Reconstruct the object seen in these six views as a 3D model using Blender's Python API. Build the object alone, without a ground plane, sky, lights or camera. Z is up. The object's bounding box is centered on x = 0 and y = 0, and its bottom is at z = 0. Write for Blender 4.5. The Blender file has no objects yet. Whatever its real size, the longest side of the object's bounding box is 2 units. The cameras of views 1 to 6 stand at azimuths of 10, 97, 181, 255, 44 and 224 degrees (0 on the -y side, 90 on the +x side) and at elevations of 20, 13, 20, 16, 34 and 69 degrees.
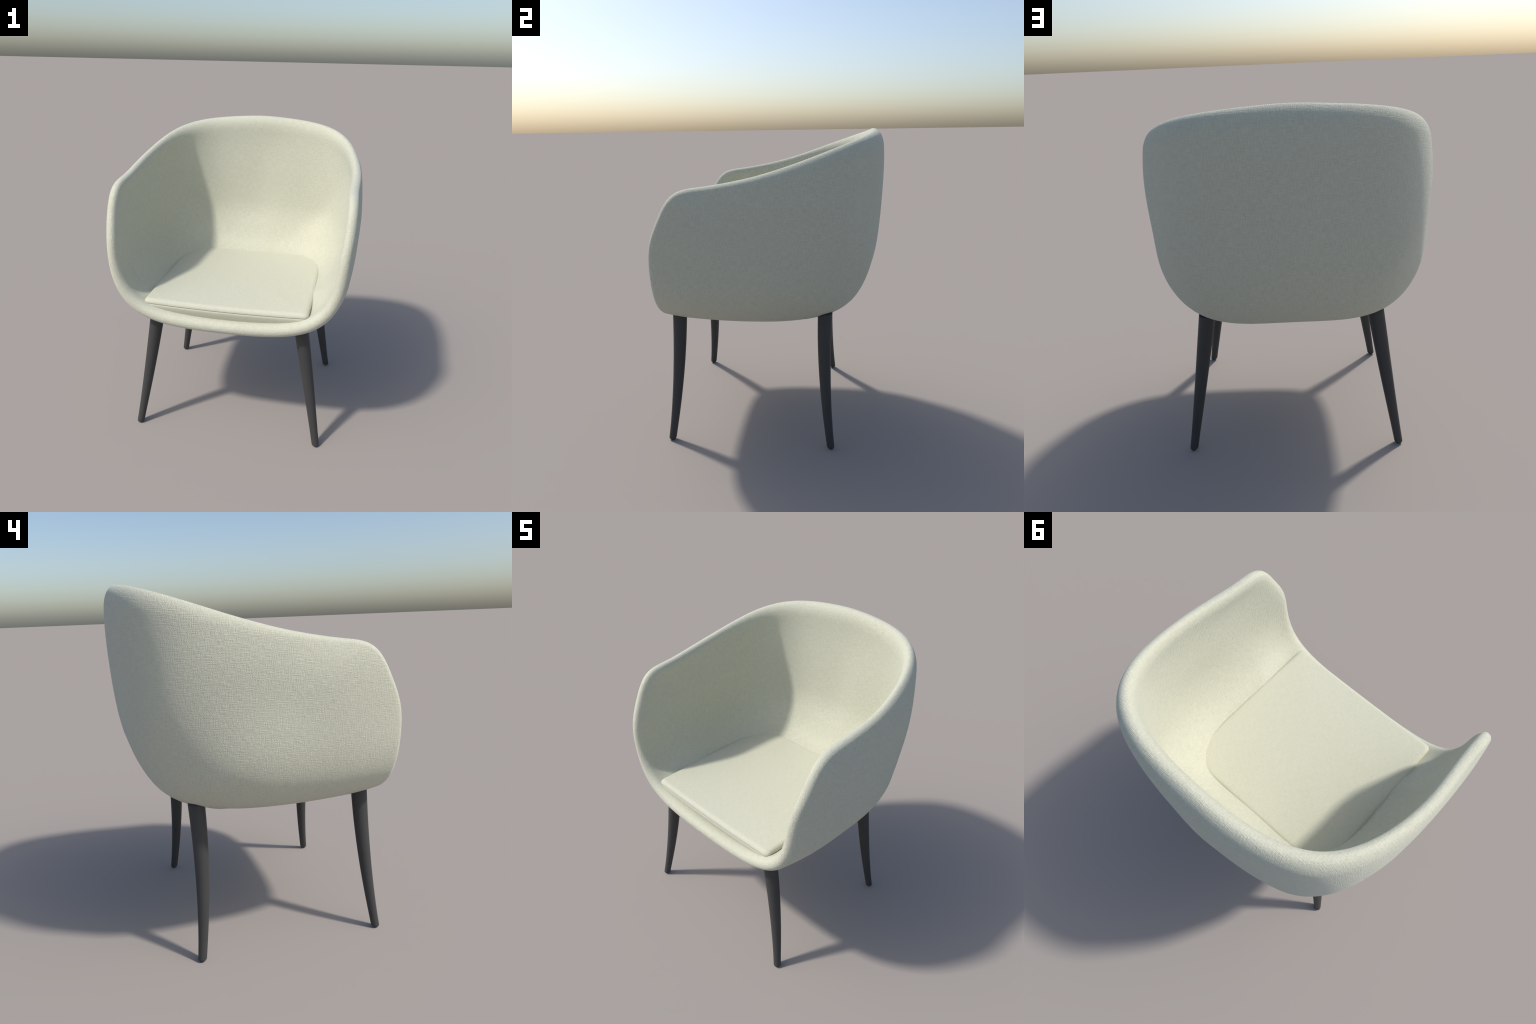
"""Upholstered tub armchair: one-piece fabric shell with a padded rolled rim,
loose seat cushion with a seam, and four dark sabre-curved tapered legs."""
import bpy, bmesh, math
import numpy as np
from mathutils import Vector

# ------------------------------------------------------------------ helpers
def mesh_object(name, verts, faces, mat, parent=None, smooth=True):
    me = bpy.data.meshes.new(name)
    me.from_pydata([tuple(map(float, v)) for v in verts], [], faces)
    me.validate()
    bm = bmesh.new(); bm.from_mesh(me)
    bmesh.ops.recalc_face_normals(bm, faces=bm.faces)
    bm.to_mesh(me); bm.free()
    for p in me.polygons:
        p.use_smooth = smooth
    me.materials.append(mat)
    ob = bpy.data.objects.new(name, me)
    bpy.context.scene.collection.objects.link(ob)
    if parent is not None:
        ob.parent = parent
    return ob


class Nodes:
    """Tiny wrapper that keeps node graphs readable."""
    def __init__(self, name):
        self.mat = bpy.data.materials.new(name)
        self.mat.use_nodes = True
        self.t = self.mat.node_tree
        self.t.nodes.clear()

    def new(self, kind, **kw):
        n = self.t.nodes.new(kind)
        for k, v in kw.items():
            setattr(n, k, v)
        return n

    def put(self, sock, val):
        if hasattr(val, 'is_linked') or hasattr(val, 'links'):
            self.t.links.new(val, sock)
        else:
            sock.default_value = val

    def math(self, op, a, b=None, c=None, clamp=False):
        n = self.new('ShaderNodeMath', operation=op, use_clamp=clamp)
        self.put(n.inputs[0], a)
        if b is not None: self.put(n.inputs[1], b)
        if c is not None: self.put(n.inputs[2], c)
        return n.outputs[0]

    def combine(self, x, y, z):
        n = self.new('ShaderNodeCombineXYZ')
        for s, v in zip(n.inputs, (x, y, z)): self.put(s, v)
        return n.outputs[0]

    def noise(self, vec, scale, detail=2.0, rough=0.5):
        n = self.new('ShaderNodeTexNoise')
        self.put(n.inputs['Vector'], vec)
        n.inputs['Scale'].default_value = scale
        n.inputs['Detail'].default_value = detail
        n.inputs['Roughness'].default_value = rough
        return n.outputs[0]

    def mix(self, f, a, b):
        n = self.new('ShaderNodeMix', data_type='RGBA')
        self.put(n.inputs['Factor'], f)
        self.put(n.inputs['A'], a) if False else None
        ia = [s for s in n.inputs if s.name == 'A' and s.type == 'RGBA'][0]
        ib = [s for s in n.inputs if s.name == 'B' and s.type == 'RGBA'][0]
        self.put(ia, a); self.put(ib, b)
        return [s for s in n.outputs if s.type == 'RGBA'][0]


def fabric(name, base, dark, light, pitch, bump, slub, contrast, twill=0.0):
    """Woven cloth: warp and weft laid by box projection on object coordinates."""
    g = Nodes(name)
    co = g.new('ShaderNodeTexCoord').outputs['Object']
    wob = g.new('ShaderNodeTexNoise'); g.put(wob.inputs['Vector'], co)
    wob.inputs['Scale'].default_value = 9.0; wob.inputs['Detail'].default_value = 3.0
    sub = g.new('ShaderNodeVectorMath', operation='SUBTRACT')
    g.put(sub.inputs[0], wob.outputs['Color']); sub.inputs[1].default_value = (.5, .5, .5)
    mad = g.new('ShaderNodeVectorMath', operation='MULTIPLY_ADD')
    g.put(mad.inputs[0], sub.outputs[0]); mad.inputs[1].default_value = (.009, .009, .009)
    g.put(mad.inputs[2], co)
    sep = g.new('ShaderNodeSeparateXYZ'); g.put(sep.inputs[0], mad.outputs[0])
    x, y, z = sep.outputs
    geo = g.new('ShaderNodeNewGeometry')
    sn = g.new('ShaderNodeSeparateXYZ'); g.put(sn.inputs[0], geo.outputs['True Normal'])
    k = 2 * math.pi / (2 * pitch)

    def weave(u, v):
        a = g.math('SINE', g.math('MULTIPLY', u, k))
        b = g.math('SINE', g.math('MULTIPLY', v, k))
        plain = g.math('MULTIPLY', a, b)
        if twill:
            d = g.math('SINE', g.math('MULTIPLY', g.math('ADD', u, v), k * 1.3))
            plain = g.math('MULTIPLY_ADD', d, twill, g.math('MULTIPLY', plain, 1 - twill))
        warp = g.noise(g.combine(g.math('MULTIPLY', u, 1 / pitch), g.math('MULTIPLY', v, .12 / pitch), 0.0), 0.8, 2.0)
        weft = g.noise(g.combine(g.math('MULTIPLY', u, .12 / pitch), g.math('MULTIPLY', v, 1 / pitch), 3.7), 0.8, 2.0)
        thread = g.math('ADD', warp, g.math('SUBTRACT', weft, 1.0))
        return plain, thread

    px, tx = weave(y, z)
    py, ty = weave(x, z)
    pz, tz = weave(x, y)

    def weight(c):
        return g.math('POWER', g.math('ABSOLUTE', c), 6.0)
    wx, wy, wz = (weight(s) for s in sn.outputs)
    tot = g.math('ADD', g.math('ADD', wx, wy), wz)

    def blend(a, b, c):
        s = g.math('ADD', g.math('ADD', g.math('MULTIPLY', a, wx), g.math('MULTIPLY', b, wy)), g.math('MULTIPLY', c, wz))
        return g.math('DIVIDE', s, tot)
    plain = blend(px, py, pz)
    thread = blend(tx, ty, tz)
    fuzz = g.noise(co, 420.0, 3.0, .6)
    height = g.math('ADD', g.math('MULTIPLY', plain, .24),
                    g.math('ADD', g.math('MULTIPLY', thread, slub), g.math('MULTIPLY', fuzz, .9)))
    tone = g.math('ADD', .5, g.math('MULTIPLY', g.math('ADD', g.math('MULTIPLY', thread, 1.2), g.math('MULTIPLY', plain, .25)), contrast), clamp=True)
    cloud = g.noise(co, 3.0, 3.0)
    col = g.mix(tone, dark, light)
    col = g.mix(g.math('MULTIPLY', cloud, .35), col, base)
    # sparse straw-coloured flecks spun into the yarn
    vor = g.new('ShaderNodeTexVoronoi'); g.put(vor.inputs['Vector'], co); vor.inputs['Scale'].default_value = 9.0
    fleck = g.math('LESS_THAN', vor.outputs['Distance'], .024)
    col = g.mix(g.math('MULTIPLY', fleck, .6), col, (.68, .66, .24, 1))
    bsdf = g.new('ShaderNodeBsdfPrincipled')
    g.put(bsdf.inputs['Base Color'], col)
    bsdf.inputs['Roughness'].default_value = .85
    bsdf.inputs['Specular IOR Level'].default_value = .25
    bsdf.inputs['Sheen Weight'].default_value = SHEEN
    bsdf.inputs['Sheen Roughness'].default_value = .45
    bsdf.inputs['Sheen Tint'].default_value = (.95, 1.0, .97, 1)
    bp = g.new('ShaderNodeBump')
    bp.inputs['Strength'].default_value = bump
    bp.inputs['Distance'].default_value = .003
    g.put(bp.inputs['Height'], height)
    g.put(bsdf.inputs['Normal'], bp.outputs[0])
    out = g.new('ShaderNodeOutputMaterial')
    g.put(out.inputs['Surface'], bsdf.outputs[0])
    return g.mat

SHEEN = .30
shell_fabric = fabric('cream_woven_fabric', (.538, .539, .428, 1), (.484, .490, .385, 1), (.592, .586, .470, 1),
                      pitch=.0036, bump=.60, slub=1.6, contrast=1.7)
cushion_fabric = fabric('cream_cushion_fabric', (.53, .53, .421, 1), (.49, .494, .392, 1), (.57, .566, .451, 1),
                        pitch=.0034, bump=.34, slub=.9, contrast=1.3, twill=.45)


def leg_material():
    g = Nodes('charcoal_leg_lacquer')
    co = g.new('ShaderNodeTexCoord').outputs['Object']
    mp = g.new('ShaderNodeMapping'); g.put(mp.inputs[0], co)
    mp.inputs['Scale'].default_value = (30, 30, 3)
    n = g.noise(mp.outputs[0], 1.0, 3.0)
    col = g.mix(n, (.040, .040, .040, 1), (.050, .049, .048, 1))
    b = g.new('ShaderNodeBsdfPrincipled')
    g.put(b.inputs['Base Color'], col)
    b.inputs['Roughness'].default_value = .55
    b.inputs['Specular IOR Level'].default_value = .35
    out = g.new('ShaderNodeOutputMaterial')
    g.put(out.inputs['Surface'], b.outputs[0])
    return g.mat

leg_mat = leg_material()

# ------------------------------------------------------------------ shell
# Right half of the padded shell's middle surface as a B-spline cage.  Every ring of
# the cage runs from the front lip, round the front corner, up the arm front, over the
# arm corner, along the arm top and round to the middle of the back; the rings grow
# from a pole under the backrest (where the back turns into the seat) out to the rim.
POLE = (0.0, 0.428, 0.882)
TURN = [
    (0.000, 0.316, 0.831), (0.050, 0.332, 0.839), (0.069, 0.346, 0.844), (0.086, 0.356, 0.846), (0.102, 0.366, 0.849), (0.117, 0.375, 0.858),
    (0.122, 0.393, 0.876), (0.118, 0.418, 0.892), (0.111, 0.437, 0.895), (0.101, 0.460, 0.904), (0.091, 0.473, 0.909), (0.081, 0.483, 0.913),
    (0.070, 0.489, 0.914), (0.062, 0.494, 0.915), (0.053, 0.497, 0.917), (0.045, 0.500, 0.918), (0.036, 0.503, 0.920), (0.026, 0.505, 0.921),
    (0.014, 0.508, 0.923), (0.000, 0.509, 0.924),
]
INNER_RING = [
    (0.000, 0.102, 0.804), (0.120, 0.137, 0.815), (0.182, 0.169, 0.818), (0.231, 0.194, 0.821), (0.275, 0.222, 0.823), (0.328, 0.271, 0.819),
    (0.395, 0.357, 0.814), (0.456, 0.465, 0.837), (0.438, 0.529, 0.880), (0.365, 0.568, 0.941), (0.305, 0.579, 0.975), (0.261, 0.584, 0.999),
    (0.226, 0.586, 1.017), (0.197, 0.588, 1.030), (0.170, 0.591, 1.040), (0.143, 0.596, 1.048), (0.115, 0.600, 1.055), (0.082, 0.601, 1.062),
    (0.044, 0.602, 1.069), (0.000, 0.607, 1.072),
]
BELLY = [
    (0.000, -0.133, 0.790), (0.195, -0.092, 0.807), (0.306, -0.059, 0.816), (0.401, -0.036, 0.819), (0.506, -0.016, 0.822), (0.625, 0.007, 0.852),
    (0.728, 0.067, 0.938), (0.775, 0.161, 1.072), (0.748, 0.276, 1.144), (0.677, 0.430, 1.201), (0.606, 0.533, 1.227), (0.530, 0.592, 1.246),
    (0.453, 0.613, 1.261), (0.388, 0.623, 1.274), (0.330, 0.628, 1.285), (0.274, 0.634, 1.296), (0.217, 0.639, 1.306), (0.154, 0.645, 1.316),
    (0.082, 0.652, 1.325), (0.000, 0.657, 1.329),
]
SHOULDER = [
    (0.000, -0.363, 0.774), (0.268, -0.323, 0.805), (0.433, -0.303, 0.820), (0.576, -0.308, 0.848), (0.692, -0.328, 0.922), (0.747, -0.330, 1.054),
    (0.750, -0.269, 1.205), (0.742, -0.174, 1.347), (0.753, -0.047, 1.408), (0.752, 0.147, 1.468), (0.732, 0.303, 1.506), (0.690, 0.427, 1.532),
    (0.625, 0.513, 1.546), (0.550, 0.565, 1.552), (0.475, 0.600, 1.559), (0.396, 0.623, 1.565), (0.312, 0.638, 1.573), (0.219, 0.648, 1.582),
    (0.117, 0.660, 1.591), (0.000, 0.676, 1.599),
]
WALL = [
    (0.000, -0.572, 0.776), (0.336, -0.538, 0.805), (0.531, -0.533, 0.855), (0.663, -0.549, 0.948), (0.724, -0.559, 1.085), (0.728, -0.544, 1.236),
    (0.749, -0.468, 1.363), (0.771, -0.380, 1.522), (0.772, -0.241, 1.567), (0.764, -0.019, 1.621), (0.751, 0.134, 1.665), (0.726, 0.266, 1.702),
    (0.687, 0.377, 1.732), (0.634, 0.467, 1.755), (0.567, 0.537, 1.772), (0.484, 0.589, 1.784), (0.387, 0.626, 1.794), (0.274, 0.652, 1.803),
    (0.146, 0.669, 1.812), (0.000, 0.677, 1.822),
]
RIM = [
    (0.000, -0.672, 0.823), (0.364, -0.669, 0.833), (0.567, -0.666, 0.900), (0.670, -0.664, 1.028), (0.709, -0.667, 1.184), (0.714, -0.666, 1.343),
    (0.734, -0.597, 1.479), (0.736, -0.519, 1.644), (0.728, -0.363, 1.653), (0.747, -0.108, 1.699), (0.739, 0.042, 1.738), (0.720, 0.175, 1.778),
    (0.690, 0.293, 1.816), (0.649, 0.395, 1.850), (0.593, 0.482, 1.878), (0.519, 0.551, 1.900), (0.423, 0.602, 1.917), (0.305, 0.637, 1.930),
    (0.164, 0.656, 1.941), (0.000, 0.659, 1.951),
]

EYE_IN = np.array((0, -.15, 1.35))       # a point inside the tub
cage = np.array([[POLE] * len(RIM), TURN, INNER_RING, BELLY, SHOULDER, WALL, RIM])
nr, nc = cage.shape[:2]
# half thickness of the padding along the rim, station by station
FILL = .060
PAD_AT = [0, 2.1, 4.2, 10.3, 13.8, 16.3, 19]
PAD = [.041, .044, .035, .034, .046, .055, .055]
# the shell sits a hair skewed on its legs
SKEW_YAW, SKEW_ROLL = 0.0046, 0.0051


def clamped_basis(n, samples):
    knots = np.concatenate([[0] * 3, np.linspace(0, 1, n - 2), [1] * 3])
    u = np.array(samples, float); u[u >= 1] = 1 - 1e-9
    B = np.array([[1.0 * (knots[i] <= t < knots[i + 1]) for i in range(len(knots) - 1)] for t in u])
    for p in (1, 2, 3):
        nb = np.zeros((len(u), len(knots) - 1 - p))
        for i in range(nb.shape[1]):
            a, b = knots[i + p] - knots[i], knots[i + p + 1] - knots[i + 1]
            if a > 0: nb[:, i] += (u - knots[i]) / a * B[:, i]
            if b > 0: nb[:, i] += (knots[i + p + 1] - u) / b * B[:, i + 1]
        B = nb
    return B


def mirrored_basis(n, m):
    """Uniform cubic basis with mirror ghosts at both ends (x flips sign, y and z do not)."""
    bx, by = np.zeros((m, n)), np.zeros((m, n))
    for j, t in enumerate(np.linspace(0, n - 1, m)):
        i = min(int(t), n - 2); f = t - i
        for o, w in enumerate(((1 - f) ** 3 / 6, (3 * f ** 3 - 6 * f * f + 4) / 6,
                               (-3 * f ** 3 + 3 * f * f + 3 * f + 1) / 6, f ** 3 / 6)):
            q, s = i - 1 + o, 1
            if q < 0: q, s = -q, -1
            if q > n - 1: q, s = 2 * (n - 1) - q, -1
            bx[j, q] += s * w; by[j, q] += w
    return bx, by


MU, MT = 161, 70
bx, by = mirrored_basis(nc, MU)
bt = clamped_basis(nr, np.linspace(0, 1, MT))
half = np.stack([bt @ cage[..., 0] @ bx.T, bt @ cage[..., 1] @ by.T, bt @ cage[..., 2] @ by.T], -1)

def ease(v):
    v = np.clip(v, 0, 1)
    return v * v * (3 - 2 * v)

# round the pole the rings are redrawn as one shallow dish, fitted to the rings outside it
PATCH, REACH = 15, 30
hub = np.array([0, half[PATCH, :, 1].mean(), half[PATCH, :, 2].mean()])
ax_n = hub - EYE_IN
ax_n[0] = 0; ax_n /= np.linalg.norm(ax_n)
ax_t = np.cross((1, 0, 0), ax_n)
loc = half[:REACH] - hub
a_, b_, h_ = loc[..., 0].copy(), loc @ ax_t, loc @ ax_n
for i in range(PATCH):
    a_[i], b_[i] = a_[PATCH] * i / PATCH, b_[PATCH] * i / PATCH
dish = lambda a, b: np.stack([np.ones_like(a), b, b * b, b ** 3, b ** 4, a * a, a * a * b, a * a * b * b, a ** 4], -1)
fitw = np.s_[PATCH - 2:REACH]
coef = np.linalg.lstsq(dish(loc[fitw][..., 0].ravel(), (loc[fitw] @ ax_t).ravel()), h_[fitw].ravel(), rcond=None)[0]
w_ = (1 - ease((np.arange(REACH) - PATCH) / (REACH - PATCH - 1.0)))[:, None]
h_ = h_ + w_ * (dish(a_, b_) @ coef - h_)
half[:REACH] = hub + a_[..., None] * np.array((1, 0, 0)) + b_[..., None] * ax_t + h_[..., None] * ax_n

mid = np.concatenate([half, (half * [-1, 1, 1])[:, MU - 2:0:-1]], 1)     # closed all round
pad = np.interp(np.linspace(0, nc - 1, MU), PAD_AT, PAD)
pad = np.convolve(np.pad(pad, 12, mode='edge'), np.ones(25) / 25, 'valid')
pad = np.concatenate([pad, pad[MU - 2:0:-1]])
NU = mid.shape[1]

du = np.roll(mid, -1, 1) - np.roll(mid, 1, 1)
dt = np.gradient(mid, axis=0)
nrm = np.cross(du, dt)
nrm /= np.linalg.norm(nrm, axis=2, keepdims=True) + 1e-12
if nrm[MT // 2, MU - 1, 1] < 0:      # back centre must face backwards
    nrm *= -1
nrm[0] = nrm[2].mean(0)
nrm[1] = nrm[2] * .5 + nrm[0] * .5
nrm /= np.linalg.norm(nrm, axis=2, keepdims=True)
rim_out = np.cross(du[-1], nrm[-1])
rim_out /= np.linalg.norm(rim_out, axis=1, keepdims=True)
rim_out *= np.sign((rim_out * dt[-1]).sum(1, keepdims=True))
# the rolled edge is bullet-shaped: each face eases in towards the crest along an ellipse
to_rim = np.linalg.norm(mid - mid[-1:], axis=2)
blend = ease(np.linspace(0, 1, MT) / .5)[:, None]
h2 = .045 * (1 - blend) + pad[None, :] * blend      # even padding under the seat
def eased(q, length):
    """share of the half thickness left at distance q below the crest"""
    return np.sqrt(np.clip(1 - np.clip(1 - q / length, 0, 1) ** 2, 0, 1))
along = np.linspace(0, nc - 1, MU)
along = np.concatenate([along, along[MU - 2:0:-1]])
L_OUT = 1.1 + .9 * ease((along - 8) / 4)[None, :]      # rounder lip in front, longer taper along arms and back
L_IN = 1.25 + .45 * ease((along - 3) / 4)[None, :]
off = h2 * eased(h2 + to_rim, L_OUT * h2)
rings = [r for r in mid + nrm * off[..., None]]            # outside, bottom to rim
CAP = 12
def cap(q, length, sign):
    p, length = pad[:, None], length[0][:, None]
    return mid[-1] + (1 - q) * p * rim_out + sign * p * eased(q, length) * nrm[-1]
for i in range(CAP - 1, 0, -1):                            # over the crest
    rings.append(cap((i / CAP) ** 2, L_OUT, 1))
rings.append(cap(0.0, L_OUT, 1))
for i in range(1, CAP):
    rings.append(cap((i / CAP) ** 2, L_IN, -1))
# inside: the upholstery fills the turn between walls and seat, thinning to the rim
reach = .40
fill = FILL * ease((1.32 - mid[..., 2]) / .42) * ease((to_rim - .03) / reach)
off = h2 * eased(h2 + to_rim, L_IN * h2) + fill
rings += [r for r in (mid - nrm * off[..., None])[::-1]]   # rim to bottom
rings = np.array(rings)


def skew(p):
    p = np.asarray(p, float).copy()
    c, s = math.cos(SKEW_YAW), math.sin(SKEW_YAW)
    x, y = c * p[..., 0] - s * p[..., 1], s * p[..., 0] + c * p[..., 1]
    c, s = math.cos(SKEW_ROLL), math.sin(SKEW_ROLL)
    z = p[..., 2] - 1.3
    return np.stack([c * x + s * z, y, 1.3 - s * x + c * z], -1)

rings = skew(rings)
body = rings[1:-1]
verts = [rings[0].mean(0)] + list(body.reshape(-1, 3)) + [rings[-1].mean(0)]
faces = []
K = len(body)
for j in range(NU):
    j2 = (j + 1) % NU
    faces.append((0, 1 + j, 1 + j2))
    for i in range(K - 1):
        a, b = 1 + i * NU, 1 + (i + 1) * NU
        faces.append((a + j, b + j, b + j2, a + j2))
    last = 1 + (K - 1) * NU
    faces.append((last + j, len(verts) - 1, last + j2))

chair = bpy.data.objects.new('armchair', None)
bpy.context.scene.collection.objects.link(chair)
chair['label'] = 'cream fabric tub armchair with dark curved tapered legs'
chair['category'] = 'chair'
shell = mesh_object('padded_shell', verts, faces, shell_fabric, chair)

# ------------------------------------------------------------------ cushion
CUSH_X = .001
FRONT, BACK, HALF_W = -.668, .384, .540


def cushion_plan():
    """Rounded outline, counter-clockwise from the front centre."""
    pts = []
    def arc(cx, cy, r, a0, a1, n):
        for i in range(n + 1):
            a = math.radians(a0 + (a1 - a0) * i / n)
            pts.append((cx + r * math.cos(a), cy + r * math.sin(a)))
    def line(p, q, n):
        for i in range(1, n):
            f = i / n
            pts.append((p[0] + (q[0] - p[0]) * f, p[1] + (q[1] - p[1]) * f))
    rf, rb = .036, .20
    pts.append((0, FRONT))
    line((0, FRONT), (HALF_W - rf, FRONT), 20)
    arc(HALF_W - rf, FRONT + rf, rf, -90, 0, 8)
    line((HALF_W, FRONT + rf), (HALF_W, BACK - rb), 28)
    arc(HALF_W - rb, BACK - rb, rb, 0, 90, 16)
    line((HALF_W - rb, BACK), (0, BACK), 14)
    pts.append((0, BACK))
    right = np.array(pts)
    right[:, 0] *= 1 - .014 * ease((-.30 - right[:, 1]) / .34)      # narrows a little to the front
    left = (right * [-1, 1])[-2:0:-1]
    return np.concatenate([right, left])

plan = cushion_plan()
pn = np.roll(plan, -1, 0) - np.roll(plan, 1, 0)
pn = np.stack([pn[:, 1], -pn[:, 0]], 1); pn /= np.linalg.norm(pn, axis=1, keepdims=True)
centre = np.array([0, -.14])


def seam_z(xy):
    x, y = xy[..., 0], xy[..., 1]
    f = np.clip((y - FRONT) / (BACK - FRONT), 0, 1)
    return .921 + .013 * (x / HALF_W) ** 2 * (1 - f) + .025 * f


def cushion_ring(scale, inset, dz, dome=0.0):
    xy = (plan - pn * inset - centre) * scale + centre
    z = seam_z(xy) + dz + dome
    return np.column_stack([xy[:, 0] + CUSH_X, xy[:, 1], z])

cr = []
# side band, bottom to seam: tucked under, gently bulging
for inset, dz in ((.070, -.130), (.054, -.105), (.040, -.084), (.029, -.064), (.019, -.045), (.011, -.028), (.006, -.014), (.0045, -.004)):
    cr.append(cushion_ring(1, inset, dz))
# seam groove
for inset, dz in ((.0060, -.0010), (.0075, .0), (.0060, .0010)):
    cr.append(cushion_ring(1, inset, dz))
# rounded shoulder of the top panel
for i in range(10):
    a = math.radians(-14 + 104 * i / 9)
    cr.append(cushion_ring(1 - .055 * (1 - math.cos(a)), .004, .0075 + .026 * math.sin(a)))
# softly crowned top
for i in range(1, 22):
    s = 1 - i / 22
    cr.append(cushion_ring(.945 * s, .004 * s, .0335, .010 * (1 - s ** 2.2)))
cr = np.array(cr)
n = len(plan)
cv = [cr[0].mean(0)] + list(cr.reshape(-1, 3)) + [cr[-1].mean(0) + [0, 0, .0002]]
cf = []
for j in range(n):
    j2 = (j + 1) % n
    cf.append((0, 1 + j2, 1 + j))
    for i in range(len(cr) - 1):
        a, b = 1 + i * n, 1 + (i + 1) * n
        cf.append((a + j, a + j2, b + j2, b + j))
    a = 1 + (len(cr) - 1) * n
    cf.append((a + j, a + j2, len(cv) - 1))
cushion = mesh_object('seat_cushion', cv, cf, cushion_fabric, chair)

# ------------------------------------------------------------------ legs
LEG_X = .0097
SPLAY = (.6145, -.1743, .0045)          # x of the leg axis: c0 + c1 z + c2 z^2
FRONT_SWEEP = (-.6423, .1356, -.0884)   # y of the front leg axis
BACK_SWEEP = (.4063, -.1422, .0990)     # y of the back leg axis
RADIUS_Z = [0, .1, .2, .35, .5, .65, .75, .85]
RADIUS = [.0238, .0258, .0288, .0335, .0380, .0420, .0442, .0460]


def build_leg(side, sweep, top):
    seg, rows = 40, []
    zs = [0.0, .006, .012] + list(np.linspace(.016, top, 40))
    tip = {0.0: .58, .006: .80, .012: .97}
    for z in zs:
        x = side * (SPLAY[0] + SPLAY[1] * z + SPLAY[2] * z * z) + LEG_X
        y = sweep[0] + sweep[1] * z + sweep[2] * z * z
        r = np.interp(z, RADIUS_Z, RADIUS) * tip.get(z, 1)
        rows.append([(x + r * math.cos(a), y + r * math.sin(a), z) for a in np.linspace(0, 2 * math.pi, seg, endpoint=False)])
    v = [p for r in rows for p in r]
    f = [tuple(range(seg - 1, -1, -1)), tuple(range(len(v) - seg, len(v)))]
    for i in range(len(rows) - 1):
        for j in range(seg):
            j2 = (j + 1) % seg
            f.append((i * seg + j, i * seg + j2, (i + 1) * seg + j2, (i + 1) * seg + j))
    ob = mesh_object('leg', v, f, leg_mat, chair)
    me = ob.data
    for p in me.polygons:
        p.use_smooth = len(p.vertices) == 4
    return ob

for side in (1, -1):
    build_leg(side, FRONT_SWEEP, .855)
    build_leg(side, BACK_SWEEP, .87)
